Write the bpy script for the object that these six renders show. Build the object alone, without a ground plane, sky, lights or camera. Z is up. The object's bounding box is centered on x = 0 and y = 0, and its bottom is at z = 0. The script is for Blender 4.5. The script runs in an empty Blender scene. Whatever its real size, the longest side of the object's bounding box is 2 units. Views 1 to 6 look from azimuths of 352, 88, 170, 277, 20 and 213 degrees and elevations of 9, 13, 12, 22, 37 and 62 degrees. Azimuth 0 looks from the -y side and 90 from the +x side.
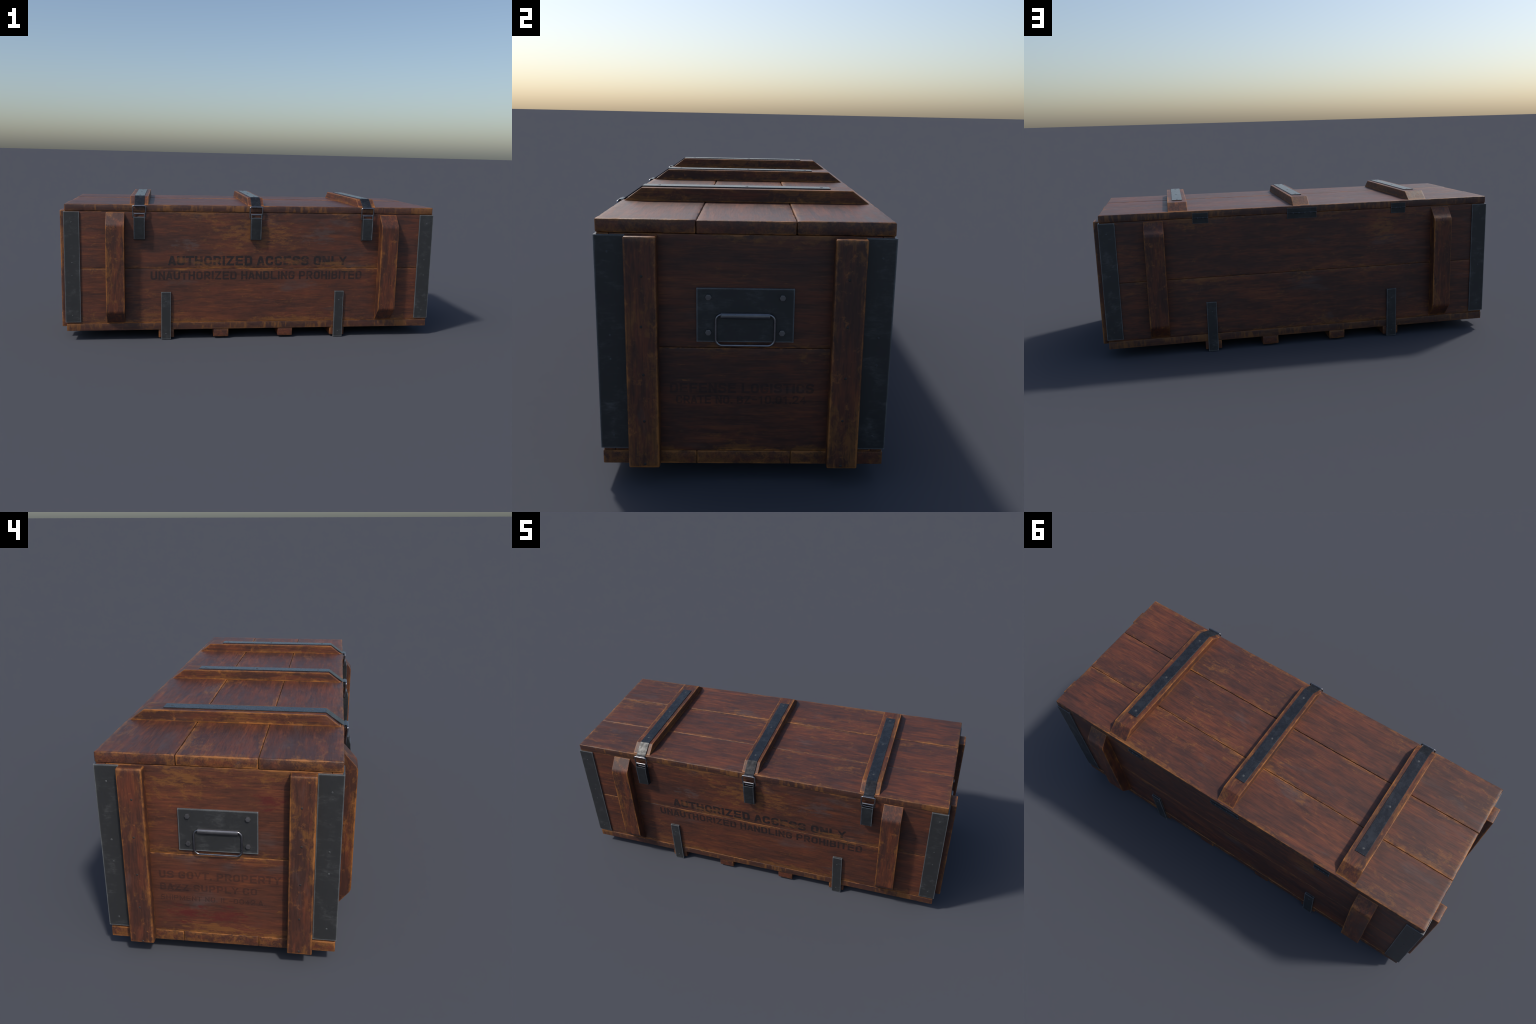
import bpy, bmesh, math, random
from mathutils import Vector, Matrix, noise

# ------------------------------------------------------------------ scene graph
COLL = bpy.context.scene.collection
PI = math.pi

def srgb(r, g, b):
    f = lambda c: ((c / 255 + 0.055) / 1.055) ** 2.4 if c > 10 else c / 255 / 12.92
    return (f(r), f(g), f(b), 1.0)

crate = bpy.data.objects.new("wooden_crate", None)
crate.empty_display_size = 0.2
COLL.objects.link(crate)
crate["label"] = "long weathered reddish wooden supply crate with dark metal straps, latches and handles"
crate["category"] = "wooden crate"

def place(name, mesh, loc=(0, 0, 0), parent=None, mat=None, rot=None):
    ob = bpy.data.objects.new(name, mesh)
    COLL.objects.link(ob)
    ob.parent = parent or crate
    ob.location = loc
    if rot:
        ob.rotation_euler = rot
    if mat and not mesh.materials:
        mesh.materials.append(mat)
    wn = ob.modifiers.new("flat_faces", 'WEIGHTED_NORMAL')   # keep broad faces flat next to small bevels
    wn.mode = 'FACE_AREA'; wn.weight = 100; wn.keep_sharp = True
    return ob

def finish(bm, name, angle=40):
    bmesh.ops.recalc_face_normals(bm, faces=bm.faces[:])
    me = bpy.data.meshes.new(name)
    bm.to_mesh(me)
    bm.free()
    me.shade_smooth()
    me.set_sharp_from_angle(angle=math.radians(angle))
    return me

# ------------------------------------------------------------------ mesh makers
def box_mesh(name, half, bevel=0.002, seg=2):
    bm = bmesh.new()
    bmesh.ops.create_cube(bm, size=2)
    bmesh.ops.scale(bm, vec=half, verts=bm.verts[:])
    if bevel:
        bmesh.ops.bevel(bm, geom=bm.edges[:], offset=bevel, segments=seg, profile=0.6, affect='EDGES')
    return finish(bm, name, 50)

def plank_mesh(name, half, grain, seed, bevel=0.0016, wear=0.0009, step=0.014):
    """A board whose long edges are worn unevenly; the broad faces stay flat."""
    bm = bmesh.new()
    bmesh.ops.create_cube(bm, size=2)
    bmesh.ops.scale(bm, vec=half, verts=bm.verts[:])
    bmesh.ops.bevel(bm, geom=bm.edges[:], offset=bevel, segments=1, affect='EDGES')
    h = Vector(half)
    for ax in range(3):
        n = int(2 * h[ax] / step)
        if n < 2:
            continue
        no = Vector((0, 0, 0)); no[ax] = 1
        for i in range(1, n):
            co = no * (-h[ax] + 2 * h[ax] * i / n)
            bmesh.ops.bisect_plane(bm, geom=bm.verts[:] + bm.edges[:] + bm.faces[:],
                                   plane_co=co, plane_no=no, dist=1e-6)
    off = Vector((seed * 7.13, seed * 3.7, seed * 1.9))
    for v in bm.verts:
        p = v.co.copy()
        near = [ax for ax in range(3) if abs(p[ax]) > h[ax] - bevel * 1.2]
        face = [ax for ax in range(3) if abs(abs(p[ax]) - h[ax]) < 1e-6]
        if len(near) < 2:
            continue
        for ax in near:
            if ax in face:
                continue
            w = noise.noise(p * 28 + off) * 0.6 + noise.noise(p * 75 + off) * 0.5
            v.co[ax] -= math.copysign(max(-bevel * 0.7, w * wear + wear * 0.35), p[ax])
    return finish(bm, name, 50)

def prism_mesh(name, prof, axis, w, bevel=0.003, seg=2, angle=35):
    """Extrude a closed 2D profile along an axis (0 = x); bevel all crisp edges."""
    bm = bmesh.new()
    def put(a, b, c):
        return (c, a, b) if axis == 0 else ((a, c, b) if axis == 1 else (a, b, c))
    lo = [bm.verts.new(put(a, b, -w)) for a, b in prof]
    hi = [bm.verts.new(put(a, b, w)) for a, b in prof]
    n = len(prof)
    bm.faces.new(lo[::-1]); bm.faces.new(hi)
    for i in range(n):
        j = (i + 1) % n
        bm.faces.new((lo[i], lo[j], hi[j], hi[i]))
    bmesh.ops.recalc_face_normals(bm, faces=bm.faces[:])
    if bevel:
        sharp = [e for e in bm.edges if e.calc_face_angle(0) > math.radians(20)]
        bmesh.ops.bevel(bm, geom=sharp, offset=bevel, segments=seg, profile=0.6, affect='EDGES')
    return finish(bm, name, angle)

def arc_corner(pts, i, r, n=5):
    """Replace corner i of an open polyline by an arc-like quadratic bend."""
    p0, p1, p2 = Vector(pts[i - 1]), Vector(pts[i]), Vector(pts[(i + 1) % len(pts)])
    a = p1 + (p0 - p1).normalized() * r
    b = p1 + (p2 - p1).normalized() * r
    return [tuple(a * (1 - t) ** 2 + p1 * 2 * t * (1 - t) + b * t * t) for t in (k / n for k in range(n + 1))]

def tube_mesh(name, path, r, closed=True, sides=10):
    bm = bmesh.new()
    pts = [Vector(p) for p in path]
    n = len(pts)
    rings = []
    for i, p in enumerate(pts):
        a = pts[i - 1] if (closed or i > 0) else p
        b = pts[(i + 1) % n] if (closed or i < n - 1) else p
        t = (b - a).normalized()
        up = Vector((1, 0, 0)) if abs(t.x) < 0.5 else Vector((0, 1, 0))
        if all(abs(q.x - pts[0].x) < 1e-6 for q in pts):
            up = Vector((1, 0, 0))
        elif max(abs(q.y - pts[0].y) for q in pts) < 0.02:
            up = Vector((0, 1, 0))
        s = t.cross(up).normalized(); u = s.cross(t)
        rings.append([bm.verts.new(p + r * (math.cos(2 * PI * k / sides) * u + math.sin(2 * PI * k / sides) * s))
                      for k in range(sides)])
    for i in range(n if closed else n - 1):
        A, B = rings[i], rings[(i + 1) % n]
        for k in range(sides):
            bm.faces.new((A[k], A[(k + 1) % sides], B[(k + 1) % sides], B[k]))
    if not closed:
        bm.faces.new(rings[0]); bm.faces.new(rings[-1])
    return finish(bm, name, 45)

def rounded_rect(hw, hh, r, n=6):
    out = []
    for cx, cy, a0 in ((hw - r, hh - r, 0), (-hw + r, hh - r, 90), (-hw + r, -hh + r, 180), (hw - r, -hh + r, 270)):
        for k in range(n + 1):
            a = math.radians(a0 + 90 * k / n)
            out.append((cx + r * math.cos(a), cy + r * math.sin(a)))
    return out

def studs_mesh(name, spots, r, h, sides=12):
    """Low domed nail or rivet heads; spots = (position, outward normal)."""
    bm = bmesh.new()
    for p, nrm in spots:
        q = Vector(nrm).to_track_quat('Z', 'Y').to_matrix().to_4x4()
        m = Matrix.Translation(Vector(p)) @ q
        prev = None
        for rr, zz in ((1.0, -0.3), (1.0, 0.25), (0.8, 0.7), (0.45, 0.95)):
            ring = [bm.verts.new(m @ Vector((r * rr * math.cos(2 * PI * k / sides), r * rr * math.sin(2 * PI * k / sides), h * zz)))
                    for k in range(sides)]
            if prev:
                for k in range(sides):
                    bm.faces.new((prev[k], prev[(k + 1) % sides], ring[(k + 1) % sides], ring[k]))
            prev = ring
        bm.faces.new(prev)
    return finish(bm, name, 60)

# ------------------------------------------------------------------ node helpers
class Net:
    def __init__(self, tree):
        self.t = tree; self.n = tree.nodes; self.l = tree.links
    def _set(self, sock, v):
        if isinstance(v, bpy.types.NodeSocket):
            self.l.new(v, sock)
        elif v is not None:
            sock.default_value = v
    def math(self, op, a, b=None, c=None, clamp=False):
        m = self.n.new("ShaderNodeMath"); m.operation = op; m.use_clamp = clamp
        for i, v in enumerate((a, b, c)):
            if v is not None:
                self._set(m.inputs[i], v)
        return m.outputs[0]
    def vec(self, op, a, b=None):
        m = self.n.new("ShaderNodeVectorMath"); m.operation = op
        self._set(m.inputs[0], a)
        if b is not None:
            if op == 'SCALE':
                self._set(m.inputs['Scale'], b)
            else:
                self._set(m.inputs[1], b)
        return m.outputs['Value'] if op in ('LENGTH', 'DOT_PRODUCT', 'DISTANCE') else m.outputs[0]
    def noise(self, v, scale=1.0, detail=3, rough=0.55, w=0.0, dist=0.0):
        m = self.n.new("ShaderNodeTexNoise"); m.noise_dimensions = '4D'
        self._set(m.inputs['Vector'], v); self._set(m.inputs['W'], w)
        m.inputs['Scale'].default_value = scale; m.inputs['Detail'].default_value = detail
        m.inputs['Roughness'].default_value = rough; m.inputs['Distortion'].default_value = dist
        return m.outputs[0]
    def step(self, x, lo, hi, a=0.0, b=1.0):
        m = self.n.new("ShaderNodeMapRange"); m.interpolation_type = 'SMOOTHSTEP'
        self._set(m.inputs[0], x)
        for i, v in enumerate((lo, hi, a, b)):
            self._set(m.inputs[i + 1], v)
        return m.outputs[0]
    def mix(self, f, a, b, mode='MIX'):
        m = self.n.new("ShaderNodeMix"); m.data_type = 'RGBA'; m.blend_type = mode
        self._set(m.inputs[0], f); self._set(m.inputs[6], a); self._set(m.inputs[7], b)
        return m.outputs[2]
    def xyz(self, v):
        m = self.n.new("ShaderNodeSeparateXYZ"); self._set(m.inputs[0], v)
        return m.outputs
    def join(self, x, y, z):
        m = self.n.new("ShaderNodeCombineXYZ")
        for i, v in enumerate((x, y, z)):
            self._set(m.inputs[i], v)
        return m.outputs[0]
    def bump(self, h, strength, distance):
        m = self.n.new("ShaderNodeBump")
        m.inputs['Strength'].default_value = strength; m.inputs['Distance'].default_value = distance
        self._set(m.inputs['Height'], h)
        return m.outputs[0]

# --- tuned colours
C_MAIN = srgb(84, 48, 34)
C_RED = srgb(99, 51, 34)
C_GLOW = srgb(124, 69, 39)
C_DARK = srgb(56, 37, 34)
C_OCHRE = srgb(124, 80, 38)
C_EDGE = srgb(156, 98, 48)
C_GREY = srgb(84, 72, 70)
C_INK = srgb(34, 27, 27)
C_BLOOD = srgb(84, 30, 27)

def build_wood_group():
    g = bpy.data.node_groups.new("weathered_wood", 'ShaderNodeTree')
    io = g.interface
    io.new_socket("Grain Coord", in_out='INPUT', socket_type='NodeSocketVector')
    io.new_socket("Half", in_out='INPUT', socket_type='NodeSocketVector')
    io.new_socket("Seed", in_out='INPUT', socket_type='NodeSocketFloat')
    io.new_socket("Edge", in_out='INPUT', socket_type='NodeSocketFloat')
    io.new_socket("Ochre", in_out='INPUT', socket_type='NodeSocketFloat')
    io.new_socket("Darkness", in_out='INPUT', socket_type='NodeSocketFloat')
    io.new_socket("Color", in_out='OUTPUT', socket_type='NodeSocketColor')
    io.new_socket("Roughness", in_out='OUTPUT', socket_type='NodeSocketFloat')
    io.new_socket("Height", in_out='OUTPUT', socket_type='NodeSocketFloat')
    N = Net(g)
    I = g.nodes.new("NodeGroupInput").outputs
    P, W = I["Grain Coord"], I["Seed"]
    sc = lambda x, y: N.vec('MULTIPLY', P, (x, y, y))
    broad = N.noise(sc(2.6, 7.5), 1, 4, 0.6, W, 0.4)
    streak = N.noise(sc(7, 45), 1, 6, 0.68, W, 0.5)
    glow = N.noise(sc(7.5, 66), 1, 4, 0.62, N.math('ADD', W, 23.0), 0.4)
    fine = N.noise(sc(16, 230), 1, 3, 0.6, W, 0.3)
    blotch = N.noise(P, 26, 5, 0.68, N.math('ADD', W, 3.3), 0.5)
    fleck = N.noise(sc(26, 44), 1, 6, 0.74, N.math('ADD', W, 31.0), 0.8)
    patch = N.noise(sc(3.2, 6.5), 1, 5, 0.66, N.math('ADD', W, 7.7), 0.6)
    greyn = N.noise(sc(3.6, 11), 1, 4, 0.62, N.math('ADD', W, 11.1), 0.3)
    # distance to the nearest long edge of the board
    ax, ay, az = N.xyz(N.vec('SUBTRACT', N.vec('ABSOLUTE', P), I["Half"]))[:3]
    big = N.math('MAXIMUM', ax, N.math('MAXIMUM', ay, az))
    sml = N.math('MINIMUM', ax, N.math('MINIMUM', ay, az))
    mid = N.math('SUBTRACT', N.math('ADD', ax, N.math('ADD', ay, az)), N.math('ADD', big, sml))
    d = N.math('MAXIMUM', N.math('MULTIPLY', mid, -1.0), 0.0)
    # base tone
    t = N.math('MULTIPLY_ADD', streak, 0.62, N.math('MULTIPLY', broad, 0.38))
    t = N.math('ADD', t, N.math('MULTIPLY_ADD', blotch, 0.16, -0.08))
    col = N.mix(N.step(t, 0.44, 0.64), C_MAIN, C_RED)
    gl = N.math('MULTIPLY_ADD', glow, 0.6, N.math('MULTIPLY', broad, 0.4))
    col = N.mix(N.math('MULTIPLY', N.step(gl, 0.50, 0.64), 0.6), col, C_GLOW)
    dk = N.math('ADD', t, N.math('MULTIPLY', I["Darkness"], -0.1))
    col = N.mix(N.math('MULTIPLY', N.step(dk, 0.54, 0.37), 0.68), col, C_DARK)
    col = N.mix(N.math('MULTIPLY', N.step(greyn, 0.58, 0.74), 0.5), col, C_GREY)
    # grime and bare wood patches, thicker toward the edges
    near = N.math('MULTIPLY', N.math('POWER', 2.718, N.math('MULTIPLY', d, -60.0)), 0.115)
    o = N.math('ADD', N.math('MULTIPLY_ADD', patch, 0.45, N.math('MULTIPLY', fleck, 0.55)), near)
    o = N.math('ADD', o, N.math('MULTIPLY', N.math('SUBTRACT', streak, 0.5), 0.22))
    o = N.math('ADD', o, N.math('MULTIPLY_ADD', I["Ochre"], 0.1, -0.1))
    col = N.mix(N.math('MULTIPLY', N.step(o, 0.545, 0.66), 0.7), col, C_OCHRE)
    # fine grain lines
    col = N.mix(N.math('MULTIPLY', N.step(fine, 0.56, 0.36), 0.34), col, (0.016, 0.009, 0.007, 1))
    # pale scratches along the grain
    scr = N.noise(sc(9, 190), 1, 2, 0.5, N.math('ADD', W, 17.0))
    gate = N.step(blotch, 0.5, 0.62)
    col = N.mix(N.math('MULTIPLY', N.math('MULTIPLY', N.step(scr, 0.68, 0.76), gate), 0.6), col, C_EDGE)
    # rubbed edges
    e = N.math('SUBTRACT', N.math('MULTIPLY', N.math('SUBTRACT', N.math('MULTIPLY_ADD', patch, 1.1, N.math('MULTIPLY', blotch, 0.8)), 0.95), 0.030), N.math('SUBTRACT', d, 0.0016))
    col = N.mix(N.math('MULTIPLY', N.step(e, -0.0012, 0.0030), I["Edge"]), col, C_EDGE)
    out = g.nodes.new("NodeGroupOutput").inputs
    g.links.new(col, out["Color"])
    r = N.math('MULTIPLY_ADD', streak, 0.24, 0.37)
    g.links.new(N.math('MULTIPLY_ADD', N.math('SUBTRACT', blotch, 0.5), 0.25, r, clamp=True), out["Roughness"])
    h = N.math('MULTIPLY_ADD', fine, 0.35, N.math('MULTIPLY_ADD', streak, 0.7, N.math('MULTIPLY', blotch, 0.45)))
    g.links.new(h, out["Height"])
    return g

WOOD = build_wood_group()
GRAIN = {'x': (0, 1, 2), 'y': (1, 0, 2), 'z': (2, 1, 0)}

def wood(name, half, grain, seed, edge=0.75, ochre=1.0, dark=0.0, blots=(), ink=None, bevel=0.0, shade=1.0, lip=None, spec=0.5):
    """Material of one board. blots: (colour, centre, size, strength) soft local stains.
    ink: amount of stencil paint over the same wood (lettering)."""
    m = bpy.data.materials.new(name)
    m.use_nodes = True
    t = m.node_tree
    N = Net(t)
    bs = t.nodes["Principled BSDF"]
    co = t.nodes.new("ShaderNodeTexCoord").outputs["Object"]
    s = N.xyz(co)
    p = GRAIN[grain]
    gc = N.join(s[p[0]], s[p[1]], s[p[2]])
    gr = t.nodes.new("ShaderNodeGroup"); gr.node_tree = WOOD
    t.links.new(gc, gr.inputs["Grain Coord"])
    gr.inputs["Half"].default_value = (half[p[0]], half[p[1]], half[p[2]])
    gr.inputs["Seed"].default_value = seed * 5.37 + 1.3
    gr.inputs["Edge"].default_value = edge
    gr.inputs["Ochre"].default_value = ochre
    gr.inputs["Darkness"].default_value = dark
    col = gr.outputs["Color"]
    if ink:
        wear = N.noise(N.vec('MULTIPLY', gc, (0.7, 1.3, 1.3)), 30, 5, 0.7, seed + 2.0)
        col = N.mix(N.step(wear, 0.68, 0.50, 0.4, ink), col, C_INK)
    for k, (c, ctr, size, amt) in enumerate(blots):
        q = N.vec('DIVIDE', N.vec('SUBTRACT', co, ctr), size)
        f = N.math('SUBTRACT', 1.0, N.vec('LENGTH', q))
        f = N.math('ADD', f, N.math('MULTIPLY_ADD', N.noise(N.vec('MULTIPLY', gc, (0.5, 1.6, 1.6)), 34, 6, 0.78, seed + k), 5.0, -2.8))
        col = N.mix(N.math('MULTIPLY', N.step(f, 0.05, 0.75), amt), col, c)
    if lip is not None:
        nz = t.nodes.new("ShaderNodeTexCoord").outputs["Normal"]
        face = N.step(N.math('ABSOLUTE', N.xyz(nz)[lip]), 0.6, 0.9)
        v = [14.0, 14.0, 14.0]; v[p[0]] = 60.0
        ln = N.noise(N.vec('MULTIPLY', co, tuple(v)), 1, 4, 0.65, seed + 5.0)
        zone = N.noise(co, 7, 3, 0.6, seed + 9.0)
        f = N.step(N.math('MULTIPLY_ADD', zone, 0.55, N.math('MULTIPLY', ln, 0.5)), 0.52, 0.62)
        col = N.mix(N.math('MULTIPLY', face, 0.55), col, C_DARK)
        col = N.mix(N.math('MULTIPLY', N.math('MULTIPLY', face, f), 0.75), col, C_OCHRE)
    if bevel:
        bv = t.nodes.new("ShaderNodeBevel"); bv.samples = 8
        bv.inputs["Radius"].default_value = bevel
        geo = t.nodes.new("ShaderNodeNewGeometry")
        dt = N.vec('DOT_PRODUCT', bv.outputs[0], geo.outputs["True Normal"])
        bn = N.noise(co, 30, 6, 0.72, seed)
        f = N.math('ADD', N.math('SUBTRACT', 1.0, dt), N.math('MULTIPLY_ADD', bn, 0.50, -0.26))
        col = N.mix(N.math('MULTIPLY', N.step(f, 0.02, 0.11), edge), col, C_EDGE)
    if shade != 1.0:
        col = N.mix(1.0, col, (shade, shade, shade, 1), 'MULTIPLY')
    t.links.new(col, bs.inputs["Base Color"])
    t.links.new(gr.outputs["Roughness"], bs.inputs["Roughness"])
    bs.inputs["Specular IOR Level"].default_value = spec
    if not ink:
        t.links.new(N.bump(gr.outputs["Height"], 0.25, 0.003), bs.inputs["Normal"])
    return m

def metal(name, base, light, rough=0.42, metallic=1.0, edge=0.006, edge_col=None, pit=0.5, lo=0.42, hi=0.72, bump=0.1, spec=0.5, rvar=0.35, dull_front=None):
    m = bpy.data.materials.new(name)
    m.use_nodes = True
    t = m.node_tree
    N = Net(t)
    bs = t.nodes["Principled BSDF"]
    co = t.nodes.new("ShaderNodeTexCoord").outputs["Object"]
    rnd = N.math('MULTIPLY', t.nodes.new("ShaderNodeObjectInfo").outputs["Random"], 40.0)
    a = N.noise(co, 17, 5, 0.62, rnd, 0.4)
    b = N.noise(co, 90, 4, 0.6, rnd)
    s = N.noise(N.vec('MULTIPLY', co, (1, 1, 3.2)), 34, 5, 0.7, N.math('ADD', rnd, 4.0), 1.0)
    col = N.mix(N.step(N.math('MULTIPLY_ADD', a, 0.6, N.math('MULTIPLY', s, 0.4)), lo, hi), base, light)
    col = N.mix(N.math('MULTIPLY', N.step(b, 0.40, 0.28), pit), col, (0.02, 0.02, 0.024, 1))
    if edge:
        bv = t.nodes.new("ShaderNodeBevel"); bv.samples = 8
        bv.inputs["Radius"].default_value = edge
        geo = t.nodes.new("ShaderNodeNewGeometry")
        dt = N.vec('DOT_PRODUCT', bv.outputs[0], geo.outputs["True Normal"])
        f = N.math('ADD', N.math('SUBTRACT', 1.0, dt), N.math('MULTIPLY_ADD', a, 0.16, -0.08))
        col = N.mix(N.math('MULTIPLY', N.step(f, 0.02, 0.20), 0.85), col, edge_col or light)
    t.links.new(col, bs.inputs["Base Color"])
    bs.inputs["Metallic"].default_value = metallic
    bs.inputs["Specular IOR Level"].default_value = spec
    if dull_front is not None:      # specular cut and mottled on the front slope to weaken its sun glint
        k = N.step(N.xyz(co)[1], dull_front - 0.002, dull_front + 0.002)
        sp = N.math('MULTIPLY_ADD', k, spec * 0.55, N.step(N.noise(co, 60, 3, 0.6), 0.35, 0.65, spec * 0.25, spec * 0.65))
        t.links.new(sp, bs.inputs["Specular IOR Level"])
    t.links.new(N.math('MULTIPLY_ADD', N.math('SUBTRACT', N.math('MULTIPLY_ADD', a, 0.5, N.math('MULTIPLY', s, 0.5)), 0.5), rvar, rough, clamp=True), bs.inputs["Roughness"])
    t.links.new(N.bump(N.math('MULTIPLY_ADD', b, 0.4, a), bump, 0.004), bs.inputs["Normal"])
    return m

STEEL = metal("dark_steel_plate", (0.031, 0.032, 0.033, 1), (0.088, 0.090, 0.090, 1), 0.42, 0.1, edge=0.009, edge_col=(0.25, 0.265, 0.275, 1), lo=0.49, hi=0.76)
STRAP = metal("blued_steel_strap", (0.012, 0.0135, 0.017, 1), (0.028, 0.032, 0.038, 1), 0.27, 0.0, edge=0.003, edge_col=(0.10, 0.115, 0.13, 1), bump=0.004, pit=0.12, spec=0.5, rvar=0.25, dull_front=-0.309)
WIRE = metal("bare_steel_wire", (0.26, 0.255, 0.27, 1), (0.36, 0.355, 0.37, 1), 0.30, 1.0, edge=0)
LATCH = metal("black_steel_latch", (0.018, 0.020, 0.022, 1), (0.036, 0.040, 0.043, 1), 0.36, 0.2, edge=0.004, edge_col=(0.24, 0.27, 0.31, 1))
STUD = metal("worn_stud_steel", (0.048, 0.050, 0.052, 1), (0.085, 0.09, 0.092, 1), 0.6, 0.0, edge=0)
BOLT = metal("bolt_steel", (0.17, 0.165, 0.172, 1), (0.24, 0.235, 0.24, 1), 0.40, 0.85, edge=0.002, edge_col=(0.40, 0.38, 0.38, 1))
NAIL = metal("rusty_nail", (0.022, 0.015, 0.013, 1), (0.045, 0.034, 0.028, 1), 0.6, 0.0, edge=0)

# ------------------------------------------------------------------ boards
LX, LY = 0.967, 0.3695            # lid half length and half depth
SEAM = 0.1236                     # plank seams of lid and floor
GAP = 0.0005
ZF0, ZF1 = 0.0505, 0.0875         # floor boards
ZW0, ZW1, ZS = 0.0879, 0.6704, 0.3765   # walls and their seam
ZL0, ZL1 = 0.6709, 0.7057         # lid boards
FY = 0.3668                       # front wall face
EX = 0.9660                       # end wall face
TH = 0.030

def board(name, lo, hi, grain, seed, parent=None, **kw):
    lo, hi = Vector(lo), Vector(hi)
    half = (hi - lo) / 2
    me = plank_mesh(name, half, grain, seed, bevel=0.0019 if name == "lid_plank" else 0.0011, wear=0.0027 if name == "lid_plank" else 0.0009)
    return place(name, me, (lo + hi) / 2, parent, wood(name + "_wood", half, grain, seed, **kw)), half

ys = ((-LY, -SEAM - GAP), (-SEAM + GAP, SEAM - GAP), (SEAM + GAP, LY))
for i, (a, b) in enumerate(ys):
    dx, dz = (0.0006, -0.0008, 0.0)[i], (0.0, -0.0009, 0.0004)[i]      # boards never sit quite level
    board("lid_plank", (-LX - dx, a, ZL0), (LX - dx, b, ZL1 + dz), 'x', 1 + i, edge=0.75, lip=1)
    board("floor_plank", (-0.9665, a, ZF0), (0.9665, b, ZF1), 'x', 5 + i, edge=0.8, ochre=1.25, lip=1)

def pl(x, z, zc):   # front wall local coordinates
    return (x, 0, z - zc)

zu, zl = (ZS + ZW1) / 2, (ZS + ZW0) / 2
BL_UP = [(C_OCHRE, (0.0, -0.015, 0.04), (0.34, 0.1, 0.13), 0.6),
         (C_GREY, (-0.36, -0.015, -0.02), (0.12, 0.05, 0.05), 0.55),
         (C_GREY, (0.36, -0.015, 0.03), (0.16, 0.05, 0.07), 0.45),
         (C_OCHRE, (-0.24, -0.015, -0.116), (0.12, 0.05, 0.034), 0.55),
         (C_OCHRE, (-0.38, -0.015, -0.105), (0.05, 0.05, 0.03), 0.4),
         (C_OCHRE, (0.20, -0.015, -0.112), (0.14, 0.05, 0.033), 0.45),
         (C_OCHRE, (0.42, -0.015, -0.125), (0.15, 0.05, 0.025), 0.6)]
BL_LO = [(C_OCHRE, (0.2, -0.015, -0.135), (0.45, 0.05, 0.03), 0.6),
         (C_OCHRE, (-0.55, -0.015, -0.10), (0.15, 0.05, 0.05), 0.4)]
front_up, hfu = board("side_plank", (-EX, -FY, ZS + GAP), (EX, -FY + TH, ZW1), 'x', 11, edge=0.6, blots=BL_UP)
front_lo, hfl = board("side_plank", (-EX, -FY, ZW0), (EX, -FY + TH, ZS - GAP), 'x', 12, edge=0.6, dark=-0.25, blots=BL_LO)
board("side_plank", (-EX, FY - TH, ZS + GAP), (EX, FY, ZW1), 'x', 13, edge=0.12, ochre=0.9, dark=0.3,
      blots=[(C_OCHRE, (-0.42, 0.015, 0.05), (0.12, 0.05, 0.12), 0.6)])
board("side_plank", (-EX, FY - TH, ZW0), (EX, FY, ZS - GAP), 'x', 14, edge=0.12, ochre=0.9, dark=0.3)
EY = FY - TH - 0.0006
left_up, hlu = board("end_plank", (-EX, -EY, ZS + GAP), (-EX + TH, EY, ZW1), 'y', 21, ochre=1.2, dark=-0.5,
    blots=[(C_BLOOD, (-0.015, -0.155, 0.045), (0.05, 0.075, 0.045), 0.9),
           (C_OCHRE, (-0.015, 0.12, 0.11), (0.05, 0.16, 0.05), 0.7)])
left_lo, hll = board("end_plank", (-EX, -EY, ZW0), (-EX + TH, EY, ZS - GAP), 'y', 22, dark=-0.5,
    blots=[(C_BLOOD, (-0.015, 0.11, -0.075), (0.05, 0.13, 0.05), 0.9),
           (C_BLOOD, (-0.015, -0.02, -0.075), (0.05, 0.10, 0.06), 0.8),
           (C_OCHRE, (-0.015, 0.0, -0.12), (0.05, 0.2, 0.03), 0.6)])
right_up, hru = board("end_plank", (EX - TH, -EY, ZS + GAP), (EX, EY, ZW1), 'y', 23)
right_lo, hrl = board("end_plank", (EX - TH, -EY, ZW0), (EX, EY, ZS - GAP), 'y', 24, dark=0.4)

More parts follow.
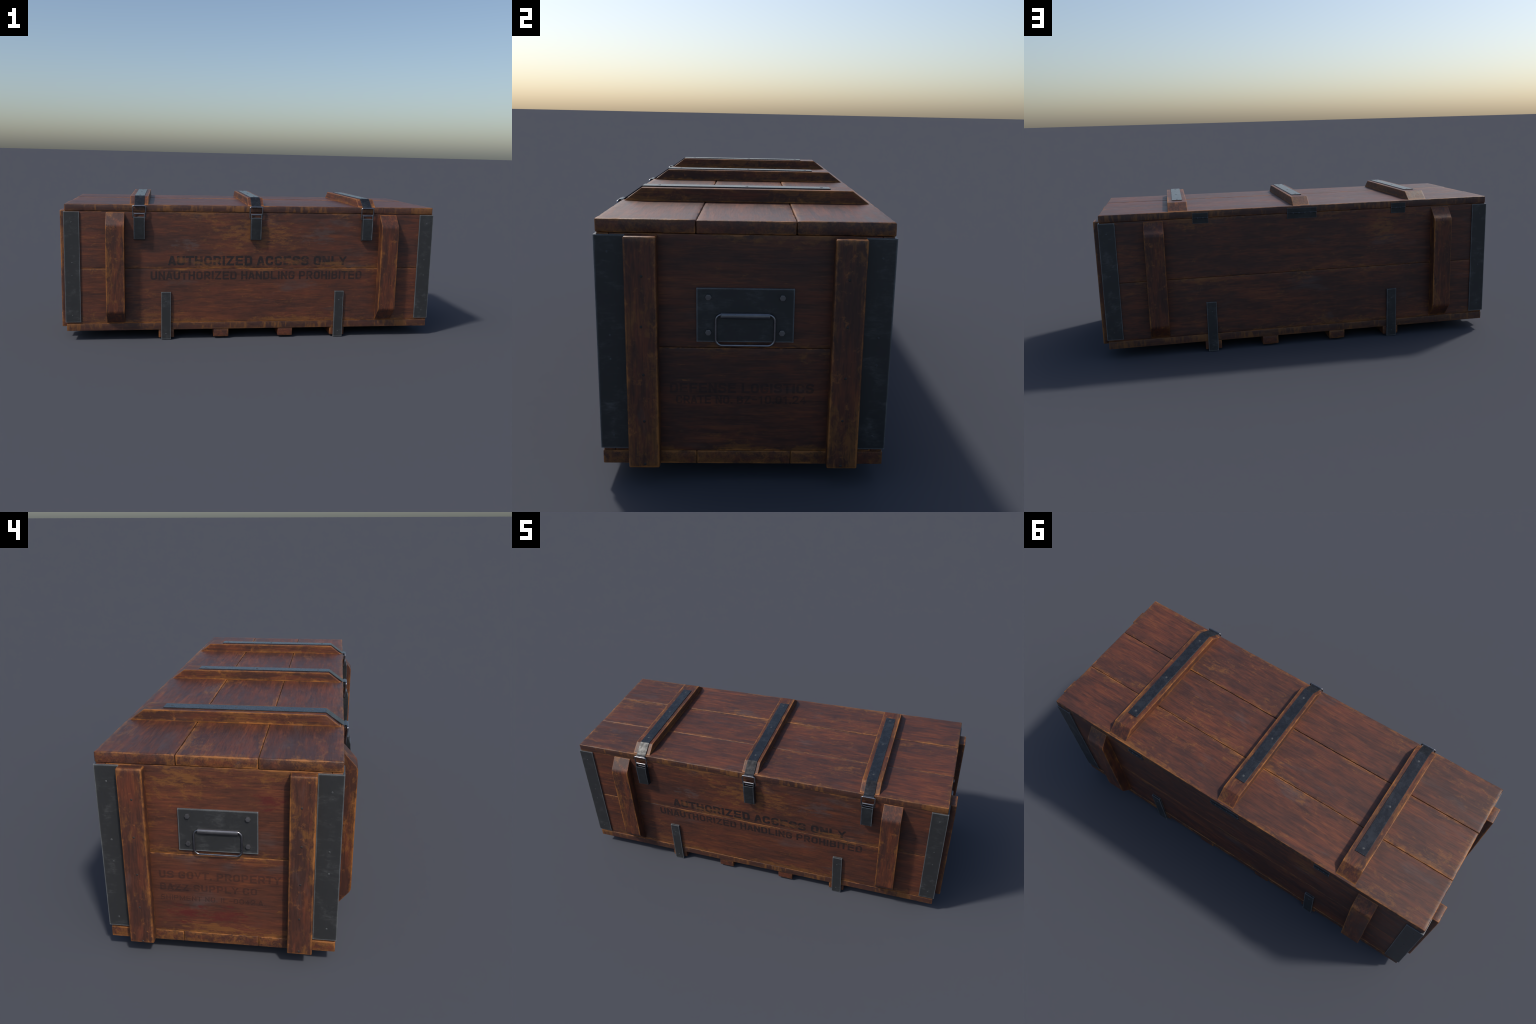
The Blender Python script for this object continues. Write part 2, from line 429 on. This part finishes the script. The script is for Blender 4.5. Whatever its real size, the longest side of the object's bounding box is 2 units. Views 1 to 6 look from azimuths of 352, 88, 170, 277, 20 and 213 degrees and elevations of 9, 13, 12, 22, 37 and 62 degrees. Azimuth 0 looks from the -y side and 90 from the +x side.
# ------------------------------------------------------------------ stencilled lettering
# Block capitals drawn as thick strokes on a unit cell; a third value of 1 rounds that corner.
BOWL = [(0, 0), (0, 1), (1, 1, 1), (1, 0, 1), (0, 0)]
GLYPHS = {
    'A': [[(0, 0), (0.42, 1), (0.58, 1), (1, 0)], [(0.2, 0.24), (0.8, 0.24)]],
    'B': [[(0, 0), (0, 1), (0.94, 1, 1), (0.94, 0.53, 1), (0, 0.53)], [(0, 0.53), (1, 0.53, 1), (1, 0, 1), (0, 0)]],
    'C': [[(1, 0.80), (1, 1, 1), (0, 1, 1), (0, 0, 1), (1, 0, 1), (1, 0.20)]],
    'D': [BOWL],
    'E': [[(1, 1), (0, 1), (0, 0), (1, 0)], [(0, 0.52), (0.9, 0.52)]],
    'F': [[(1, 1), (0, 1), (0, 0)], [(0, 0.50), (0.88, 0.50)]],
    'G': [[(1, 0.82), (1, 1, 1), (0, 1, 1), (0, 0, 1), (1, 0, 1), (1, 0.44), (0.66, 0.44)]],
    'H': [[(0, 0), (0, 1)], [(1, 0), (1, 1)], [(0, 0.52), (1, 0.52)]],
    'I': [[(0, 0), (0, 1)]],
    'L': [[(0, 1), (0, 0), (1, 0)]],
    'M': [[(0, 0), (0, 1)], [(0.04, 1), (0.5, 0.18), (0.96, 1)], [(1, 1), (1, 0)]],
    'N': [[(0, 0), (0, 1)], [(0.02, 1), (0.98, 0)], [(1, 0), (1, 1)]],
    'O': [[(0.5, 1), (1, 1, 1), (1, 0, 1), (0, 0, 1), (0, 1, 1), (0.5, 1)]],
    'P': [[(0, 0), (0, 1), (1, 1, 1), (1, 0.42, 1), (0, 0.42)]],
    'R': [[(0, 0), (0, 1), (1, 1, 1), (1, 0.46, 1), (0, 0.46)], [(0.5, 0.46), (1, 0)]],
    'S': [[(1, 0.86), (1, 1, 1), (0, 1, 1), (0, 0.52, 1), (1, 0.52, 1), (1, 0, 1), (0, 0, 1), (0, 0.14)]],
    'T': [[(-0.05, 1), (1.05, 1)], [(0.5, 1), (0.5, 0)]],
    'U': [[(0, 1), (0, 0, 1), (1, 0, 1), (1, 1)]],
    'V': [[(0, 1), (0.5, 0.05), (1, 1)]],
    'Y': [[(0, 1), (0.5, 0.45), (1, 1)], [(0.5, 0.5), (0.5, 0)]],
    'Z': [[(0, 1), (1, 1), (0, 0), (1, 0)]],
    '0': [[(0.5, 1), (1, 1, 1), (1, 0, 1), (0, 0, 1), (0, 1, 1), (0.5, 1)]],
    '1': [[(0.1, 0.82), (0.6, 1), (0.6, 0)]],
    '2': [[(0, 0.72), (0, 1, 1), (1, 1, 1), (1, 0.6, 1), (0, 0), (1, 0)]],
    '4': [[(0.72, 0), (0.72, 1), (0, 0.26), (1, 0.26)]],
    '-': [[(0.1, 0.5), (0.9, 0.5)]],
    '.': [[(0, -0.02), (0, 0.06)]],
}
ADVANCE = {'I': 0.0, '.': 0.0, 'M': 1.35, '1': 0.75, '-': 0.8}

def stroke_text(text, aspect=0.45, weight=0.17, gap=0.13):
    """Flat ribbons for every stroke; returns [(quad strip points)], total width, unit height."""
    strips, x = [], 0.0
    hw = weight / 2
    for ch in text:
        if ch == ' ':
            x += aspect * 0.72
            continue
        cw = ADVANCE.get(ch, 1.0) * aspect
        if ch in 'AVYT':
            x -= 0.035
        for st in GLYPHS[ch]:
            pts = [(x + hw + p[0] * cw, hw + p[1] * (1 - weight)) for p in st]
            path = []
            for i, p in enumerate(pts):
                if len(st[i]) == 3:
                    r = min(0.21, cw * 0.46)
                    for o in (i - 1, i + 1):
                        r = min(r, math.dist(pts[i], pts[o]) * (0.49 if len(st[o]) == 3 else 0.95))
                    path += arc_corner(pts, i, r, 4)
                else:
                    path.append(p)
            strips.append(path)
        x += cw + weight + gap
        if ch in 'AVYTL':
            x -= 0.035
    return strips, x - gap

def lettering(text, plank, half, seed, grain, fit, side, weight=0.19, ink=0.85, **kw):
    """fit = (start, end, bottom, top) along the reading direction and z, in world units."""
    a, b, z0, z1 = fit
    strips, W = stroke_text(text, weight=weight)
    bm = bmesh.new()
    sx, sz = (b - a) / W, (z1 - z0)
    for k, path in enumerate(strips):
        base = 0.0004 + 0.00005 * (k % 4)
        P = [Vector(p) for p in path]
        closed = (P[0] - P[-1]).length < 1e-6
        rows = []
        for i, p in enumerate(P):
            ds = []
            if i > 0: ds.append((p - P[i - 1]).normalized())
            elif closed: ds.append((p - P[-2]).normalized())
            if i < len(P) - 1: ds.append((P[i + 1] - p).normalized())
            elif closed: ds.append((P[1] - p).normalized())
            ns = [Vector((-d.y, d.x)) for d in ds]
            n = sum(ns, Vector((0, 0))).normalized()
            n *= weight / 2 / max(0.55, n.dot(ns[0]))
            e = Vector((0, 0))
            if not closed and i == 0: e = -ds[0] * weight / 2
            if not closed and i == len(P) - 1: e = ds[0] * weight / 2
            row = []
            for q in (p + n + e, p - n + e):
                for l in (base + 0.000004 * i, -0.0012):
                    s, z = a + q.x * sx, z0 + min(1.0, max(0.0, q.y)) * sz
                    w = {'front': Vector((s, -FY - l, z)), 'right': Vector((EX + l, s, z)), 'left': Vector((-EX - l, s, z))}[side]
                    row.append(bm.verts.new(w - plank.location))
            rows.append(row)
        for A, B in zip(rows[:-1], rows[1:]):
            for i, j in ((0, 2), (2, 3), (3, 1), (1, 0)):
                bm.faces.new((A[i], A[j], B[j], B[i]))
        for E in (rows[0], rows[-1]):
            bm.faces.new((E[0], E[1], E[3], E[2]))
    me = finish(bm, "lettering", 10)
    return place("lettering", me, (0, 0, 0), plank, wood("stencil_paint", half, grain, seed, edge=0.0, ink=ink, **kw))

lettering("AUTHORIZED ACCESS ONLY", front_up, hfu, 11, 'x', (-0.4508, 0.4955, 0.3922, 0.4424), 'front', 0.205, 0.95, blots=BL_UP)
lettering("UNAUTHORIZED HANDLING PROHIBITED", front_lo, hfl, 12, 'x', (-0.5425, 0.586, 0.3170, 0.3617), 'front', 0.185, 0.85, dark=-0.25, blots=BL_LO)
lettering("DEFENSE LOGISTICS", right_lo, hrl, 24, 'y', (-0.192, 0.180, 0.2527, 0.2797), 'right', 0.195, 0.6, dark=0.4)
lettering("CRATE NO. BZ-10.01.24", right_lo, hrl, 24, 'y', (-0.177, 0.1607, 0.2225, 0.2455), 'right', 0.185, 0.6, dark=0.4)
lettering("US GOVT. PROPERTY", left_lo, hll, 22, 'y', (0.195, -0.1917, 0.2880, 0.3150), 'left', 0.195, 0.46, dark=-0.5)
lettering("BAZZ SUPPLY CO", left_lo, hll, 22, 'y', (0.194, -0.119, 0.2435, 0.2682), 'left', 0.195, 0.46, dark=-0.5)
lettering("SHIPMENT NO. IL-0042.A", left_lo, hll, 22, 'y', (0.194, -0.137, 0.2070, 0.2255), 'left', 0.16, 0.42, dark=-0.5)

# ------------------------------------------------------------------ battens and skids
def bent(prof, corners, r):
    out = []
    for i, p in enumerate(prof):
        out += arc_corner(prof, i, r) if i in corners else [p]
    return out

# side battens: trapezoid profile in (depth, height), rounded bends
prof = bent([(0.0, 0.0885), (0.0535, 0.1545), (0.0535, 0.607), (0.0, 0.6665)], (1, 2), 0.012)
for k, sx in enumerate((-1, 1)):
    for j, sy in enumerate((-1, 1)):
        pts = [(sy * (a - 0.0267), b - 0.3775) for a, b in prof]
        me = prism_mesh("side_batten", pts, 0, 0.0462, 0.0028)
        ob = place("side_batten", me, (sx * 0.7180, sy * (FY - 0.0015 + 0.0267), 0.3775), None,
              wood("side_batten_wood", (0.0462, 0.0268, 0.29), 'z', 31 + k * 2 + j, edge=0.75, bevel=0.009, ochre=1.08, dark=0.35, spec=0.4))
        place("nail", studs_mesh("nail", [((0, sy * 0.0252, 0.158), (0, sy, 0)), ((0, sy * 0.0252, -0.158), (0, sy, 0))], 0.0035, 0.0012), (0, 0, 0), ob, NAIL)["kind"] = "stuff"
# end battens
for k, sx in enumerate((-1, 1)):
    for j, sy in enumerate((-1, 1)):
        half = (0.0172, 0.0395, 0.3058)
        ob = place("end_batten", plank_mesh("end_batten", half, 'z', 41 + k * 2 + j, 0.0024, 0.0010),
              (sx * (1.0 - half[0]), sy * 0.2570, 0.3622), None,
              wood("end_batten_wood", half, 'z', 41 + k * 2 + j, edge=0.85, bevel=0.009, ochre=1.12, dark=0.3))
        rnd = random.Random(k * 2 + j)
        spots = [((sx * half[0], -sy * 0.002 + rnd.uniform(-.002, .002), z - 0.3622 + rnd.uniform(-.004, .004)), (sx, 0, 0))
                 for z in (0.567, 0.445, 0.313, 0.190, 0.067)]
        place("nail", studs_mesh("nail", spots, 0.0036, 0.0012), (0, 0, 0), ob, NAIL)["kind"] = "stuff"
# lid battens: chamfered at front and rear
for k, (x, hw) in enumerate(((-0.5995, 0.0465), (0.0, 0.0412), (0.5995, 0.0465))):
    h0, h1 = -0.021, 0.0185
    pts = [(-0.3612, h0), (-0.3085, h1), (0.3085, h1), (0.3612, h0)]
    me = prism_mesh("lid_batten", pts, 0, hw, 0.0028)
    place("lid_batten", me, (x, 0, 0.7257), None,
          wood("lid_batten_wood", (hw, 0.36, 0.02), 'y', 51 + k, edge=0.9, bevel=0.010, ochre=1.15, dark=0.15, spec=0.36))
# skids under the floor
for k, x in enumerate((-0.461, -0.1735, 0.1735, 0.461)):
    half = (0.0398, 0.3665, 0.0216)
    place("skid", plank_mesh("skid", half, 'y', 61 + k, 0.002, 0.001), (x, 0, 0.0290), None,
          wood("skid_wood", half, 'y', 61 + k, edge=0.8))

# ------------------------------------------------------------------ steel fittings
# L-shaped corner plates
for k, (sx, sy) in enumerate(((-1, -1), (1, -1), (-1, 1), (1, 1))):
    o = (0.9718, 0.3732); t = 0.0068; w = 0.0768
    pts = [(0, 0), (-w, 0), (-w, -t), (-t, -t), (-t, -w), (0, -w)]
    pts = [(sx * a, sy * b) for a, b in pts]
    me = prism_mesh("corner_plate", pts, 2, 0.2850, 0.0012, 2)
    ob = place("corner_plate", me, (sx * o[0], sy * o[1], 0.3823), None, STEEL)
    rnd = random.Random(70 + k)
    spots = []
    for z in (0.617, 0.414, 0.342, 0.136):
        j = lambda s: rnd.uniform(-s, s)
        spots.append(((-sx * (0.0365 + j(.0015)), 0, z - 0.3823 + j(.008)), (0, sy, 0)))
        spots.append(((0, -sy * (0.0345 + j(.0015)), z - 0.3823 + j(.008)), (sx, 0, 0)))
    place("nail", studs_mesh("nail", spots, 0.0034, 0.0012), (0, 0, 0), ob, STUD)["kind"] = "stuff"
# flat straps tying skids to walls
for sx in (-1, 1):
    for sy in (-1, 1):
        half = (0.0245, 0.0055, 0.1262)
        ob = place("skid_strap", box_mesh("skid_strap", half, 0.001, 2), (sx * 0.463, sy * 0.3722, 0.1262), None, STEEL)
        place("nail", studs_mesh("nail", [((0, sy * half[1], z - 0.1262), (0, sy, 0)) for z in (0.204, 0.030)], 0.0034, 0.0012),
              (0, 0, 0), ob, STUD)["kind"] = "stuff"

# lid straps that bend over the batten chamfer down to the latch loop
def strip(path, t):
    """Closed profile of a strip of thickness t laid on a 2D path (outside on the left)."""
    P = [Vector(p) for p in path]
    outer = []
    for i, p in enumerate(P):
        ds = []
        if i > 0: ds.append((P[i] - P[i - 1]).normalized())
        if i < len(P) - 1: ds.append((P[i + 1] - P[i]).normalized())
        ns = [Vector((-d.y, d.x)) for d in ds]
        n = sum(ns, Vector((0, 0))).normalized()
        outer.append(p + n * (t / max(0.4, n.dot(ns[0]))))
    return [tuple(p) for p in P] + [tuple(p) for p in reversed(outer)]

strap_prof = strip([(-0.3795, 0.6985), (-0.3765, 0.7030), (-0.3705, 0.7010), (-0.3605, 0.7075), (-0.3088, 0.7442), (0.2456, 0.7442)][1:], 0.0034)
loop_path = [(a, 0.0, b) for a, b in rounded_rect(0.0325, 0.0300, 0.006, 4)]
LOOPZ = 0.6706
cheek = [(-0.3675, 0.5262), (-0.3885, 0.5290), (-0.3940, 0.5335), (-0.3962, 0.6130), (-0.3945, 0.6400),
         (-0.3895, 0.6560), (-0.3860, 0.6660), (-0.3815, 0.6665), (-0.3780, 0.6600), (-0.3735, 0.6300), (-0.3690, 0.6150)]
for k, x in enumerate((-0.5980, 0.0, 0.5985)):
    me = prism_mesh("lid_strap", [(a, b - 0.744) for a, b in strap_prof], 0, 0.0245, 0.0006, 1)
    ob = place("lid_strap", me, (x, 0, 0.744), None, STRAP)
    place("rivet", studs_mesh("rivet", [((0, y, 0.0036), (0, 0, 1)) for y in (-0.2635, -0.003, 0.2200)], 0.0050, 0.0011),
          (0, 0, 0), ob, STUD)["kind"] = "stuff"
    # rolled eye of the strap around the loop wire
    eye = tube_mesh("strap_eye", [(-0.0245, 0, 0), (0, 0, 0), (0.0245, 0, 0)], 0.0056, False, 14)
    place("strap_eye", eye, (0, -0.3762, 0.7010 - 0.744), ob, STRAP)
    # latch: folded channel lever, with a window, roller and pulling loop
    lev = bmesh.new()
    def add(me2):
        lev.from_mesh(me2); bpy.data.meshes.remove(me2)
    cy, cz = -0.382, 0.600
    for s in (-1, 1):
        c = prism_mesh("cheek", [(a - cy, b - cz) for a, b in cheek], 0, 0.0016, 0.0007, 1)
        c.transform(Matrix.Translation((s * 0.0262, 0, 0)))
        add(c)
    f = prism_mesh("face", [(a - cy, b - cz) for a, b in strip([(-0.3945, 0.6435), (-0.3952, 0.6130), (-0.3932, 0.5338), (-0.3880, 0.5300)][::-1], 0.0020)],
                   0, 0.0250, 0.0, 1)
    f.transform(Matrix.Translation((0, 0.0022, 0)))
    add(f)
    b = box_mesh("base", (0.0245, 0.0014, 0.055), 0.0006, 1)
    b.transform(Matrix.Translation((0, -0.3685 - cy, -0.010)))
    add(b)
    roll = tube_mesh("roller", [(-0.026, 0, 0), (0, 0, 0), (0.026, 0, 0)], 0.0042, False, 12)
    roll.transform(Matrix.Translation((0, -0.3835 - cy, 0.6608 - cz)))
    lever = place("latch", finish(lev, "latch", 40), (x, cy, cz), None, LATCH)
    place("latch_roller", roll, (0, 0, 0), lever, WIRE)
    loop = place("latch_loop", tube_mesh("latch_loop", loop_path, 0.0035), (0, -0.3800 - cy, LOOPZ - cz), lever, WIRE)
    loop.rotation_euler = (math.radians(5), 0, 0)

# handles on both ends
ring = rounded_rect(0.0743, 0.0410, 0.0170, 7)
hexa = [(0.0083 * math.cos(PI / 3 * k), 0.0083 * math.sin(PI / 3 * k)) for k in range(6)]
for sx in (-1, 1):
    plate = place("handle_plate", box_mesh("handle_plate", (0.0032, 0.1231, 0.0706), 0.0012, 2), (sx * 0.9690, 0, 0.4650), None, STEEL)
    for y in (-0.0927, 0.0927):
        for z in (0.4206, 0.5126):
            me = prism_mesh("bolt", hexa, 0, 0.0035, 0.0012, 2)
            place("bolt", me, (sx * 0.0058, y, z - 0.4650), plate, BOLT)
    rg = tube_mesh("handle_ring", [(0, a, b) for a, b in ring], 0.0029, True, 12)
    r_ob = place("handle_ring", rg, (sx * 0.0084, 0, 0.4280 - 0.4650), plate, WIRE)
    # saddle: sheet folded over the ring's upper bar
    arc = [(0.0062 * math.cos(math.radians(a)) * 1.0, 0.0078 * math.sin(math.radians(a))) for a in range(-80, 91, 17)]
    sad = [(-0.004, -0.0078)] + arc + [(-0.004, 0.0082)]
    pts = [(sx * a, b) for a, b in sad]
    bmme = prism_mesh("handle_saddle", [(p[0], p[1]) for p in pts], 1, 0.0622, 0.0006, 1)
    place("handle_saddle", bmme, (sx * 0.0066, 0, 0.4648 - 0.4650), plate, BOLT)

# hinges at the rear
for x, hw in ((-0.4955, 0.0372), (0.0, 0.0735), (0.4955, 0.0372)):
    up = box_mesh("hinge", (hw, 0.0016, 0.0112), 0.0005, 1)
    ob = place("hinge", up, (x, 0.3703, 0.6838), None, LATCH)
    place("hinge_leaf", box_mesh("hinge_leaf", (hw, 0.0022, 0.0120), 0.0005, 1), (0, -0.0018, 0.6563 - 0.6838), ob, LATCH)
    n = 3 if hw < 0.05 else 5
    w = 2 * hw / n
    bm = bmesh.new()
    for i in range(n):
        kn = tube_mesh("k", [(-hw + i * w + 0.0006, 0, 0), (-hw + (i + .5) * w, 0, 0), (-hw + (i + 1) * w - 0.0006, 0, 0)], 0.0036, False, 12)
        bm.from_mesh(kn); bpy.data.meshes.remove(kn)
    place("hinge_knuckle", finish(bm, "hinge_knuckle", 45), (0, 0.0022, 0.6712 - 0.6838), ob, LATCH)
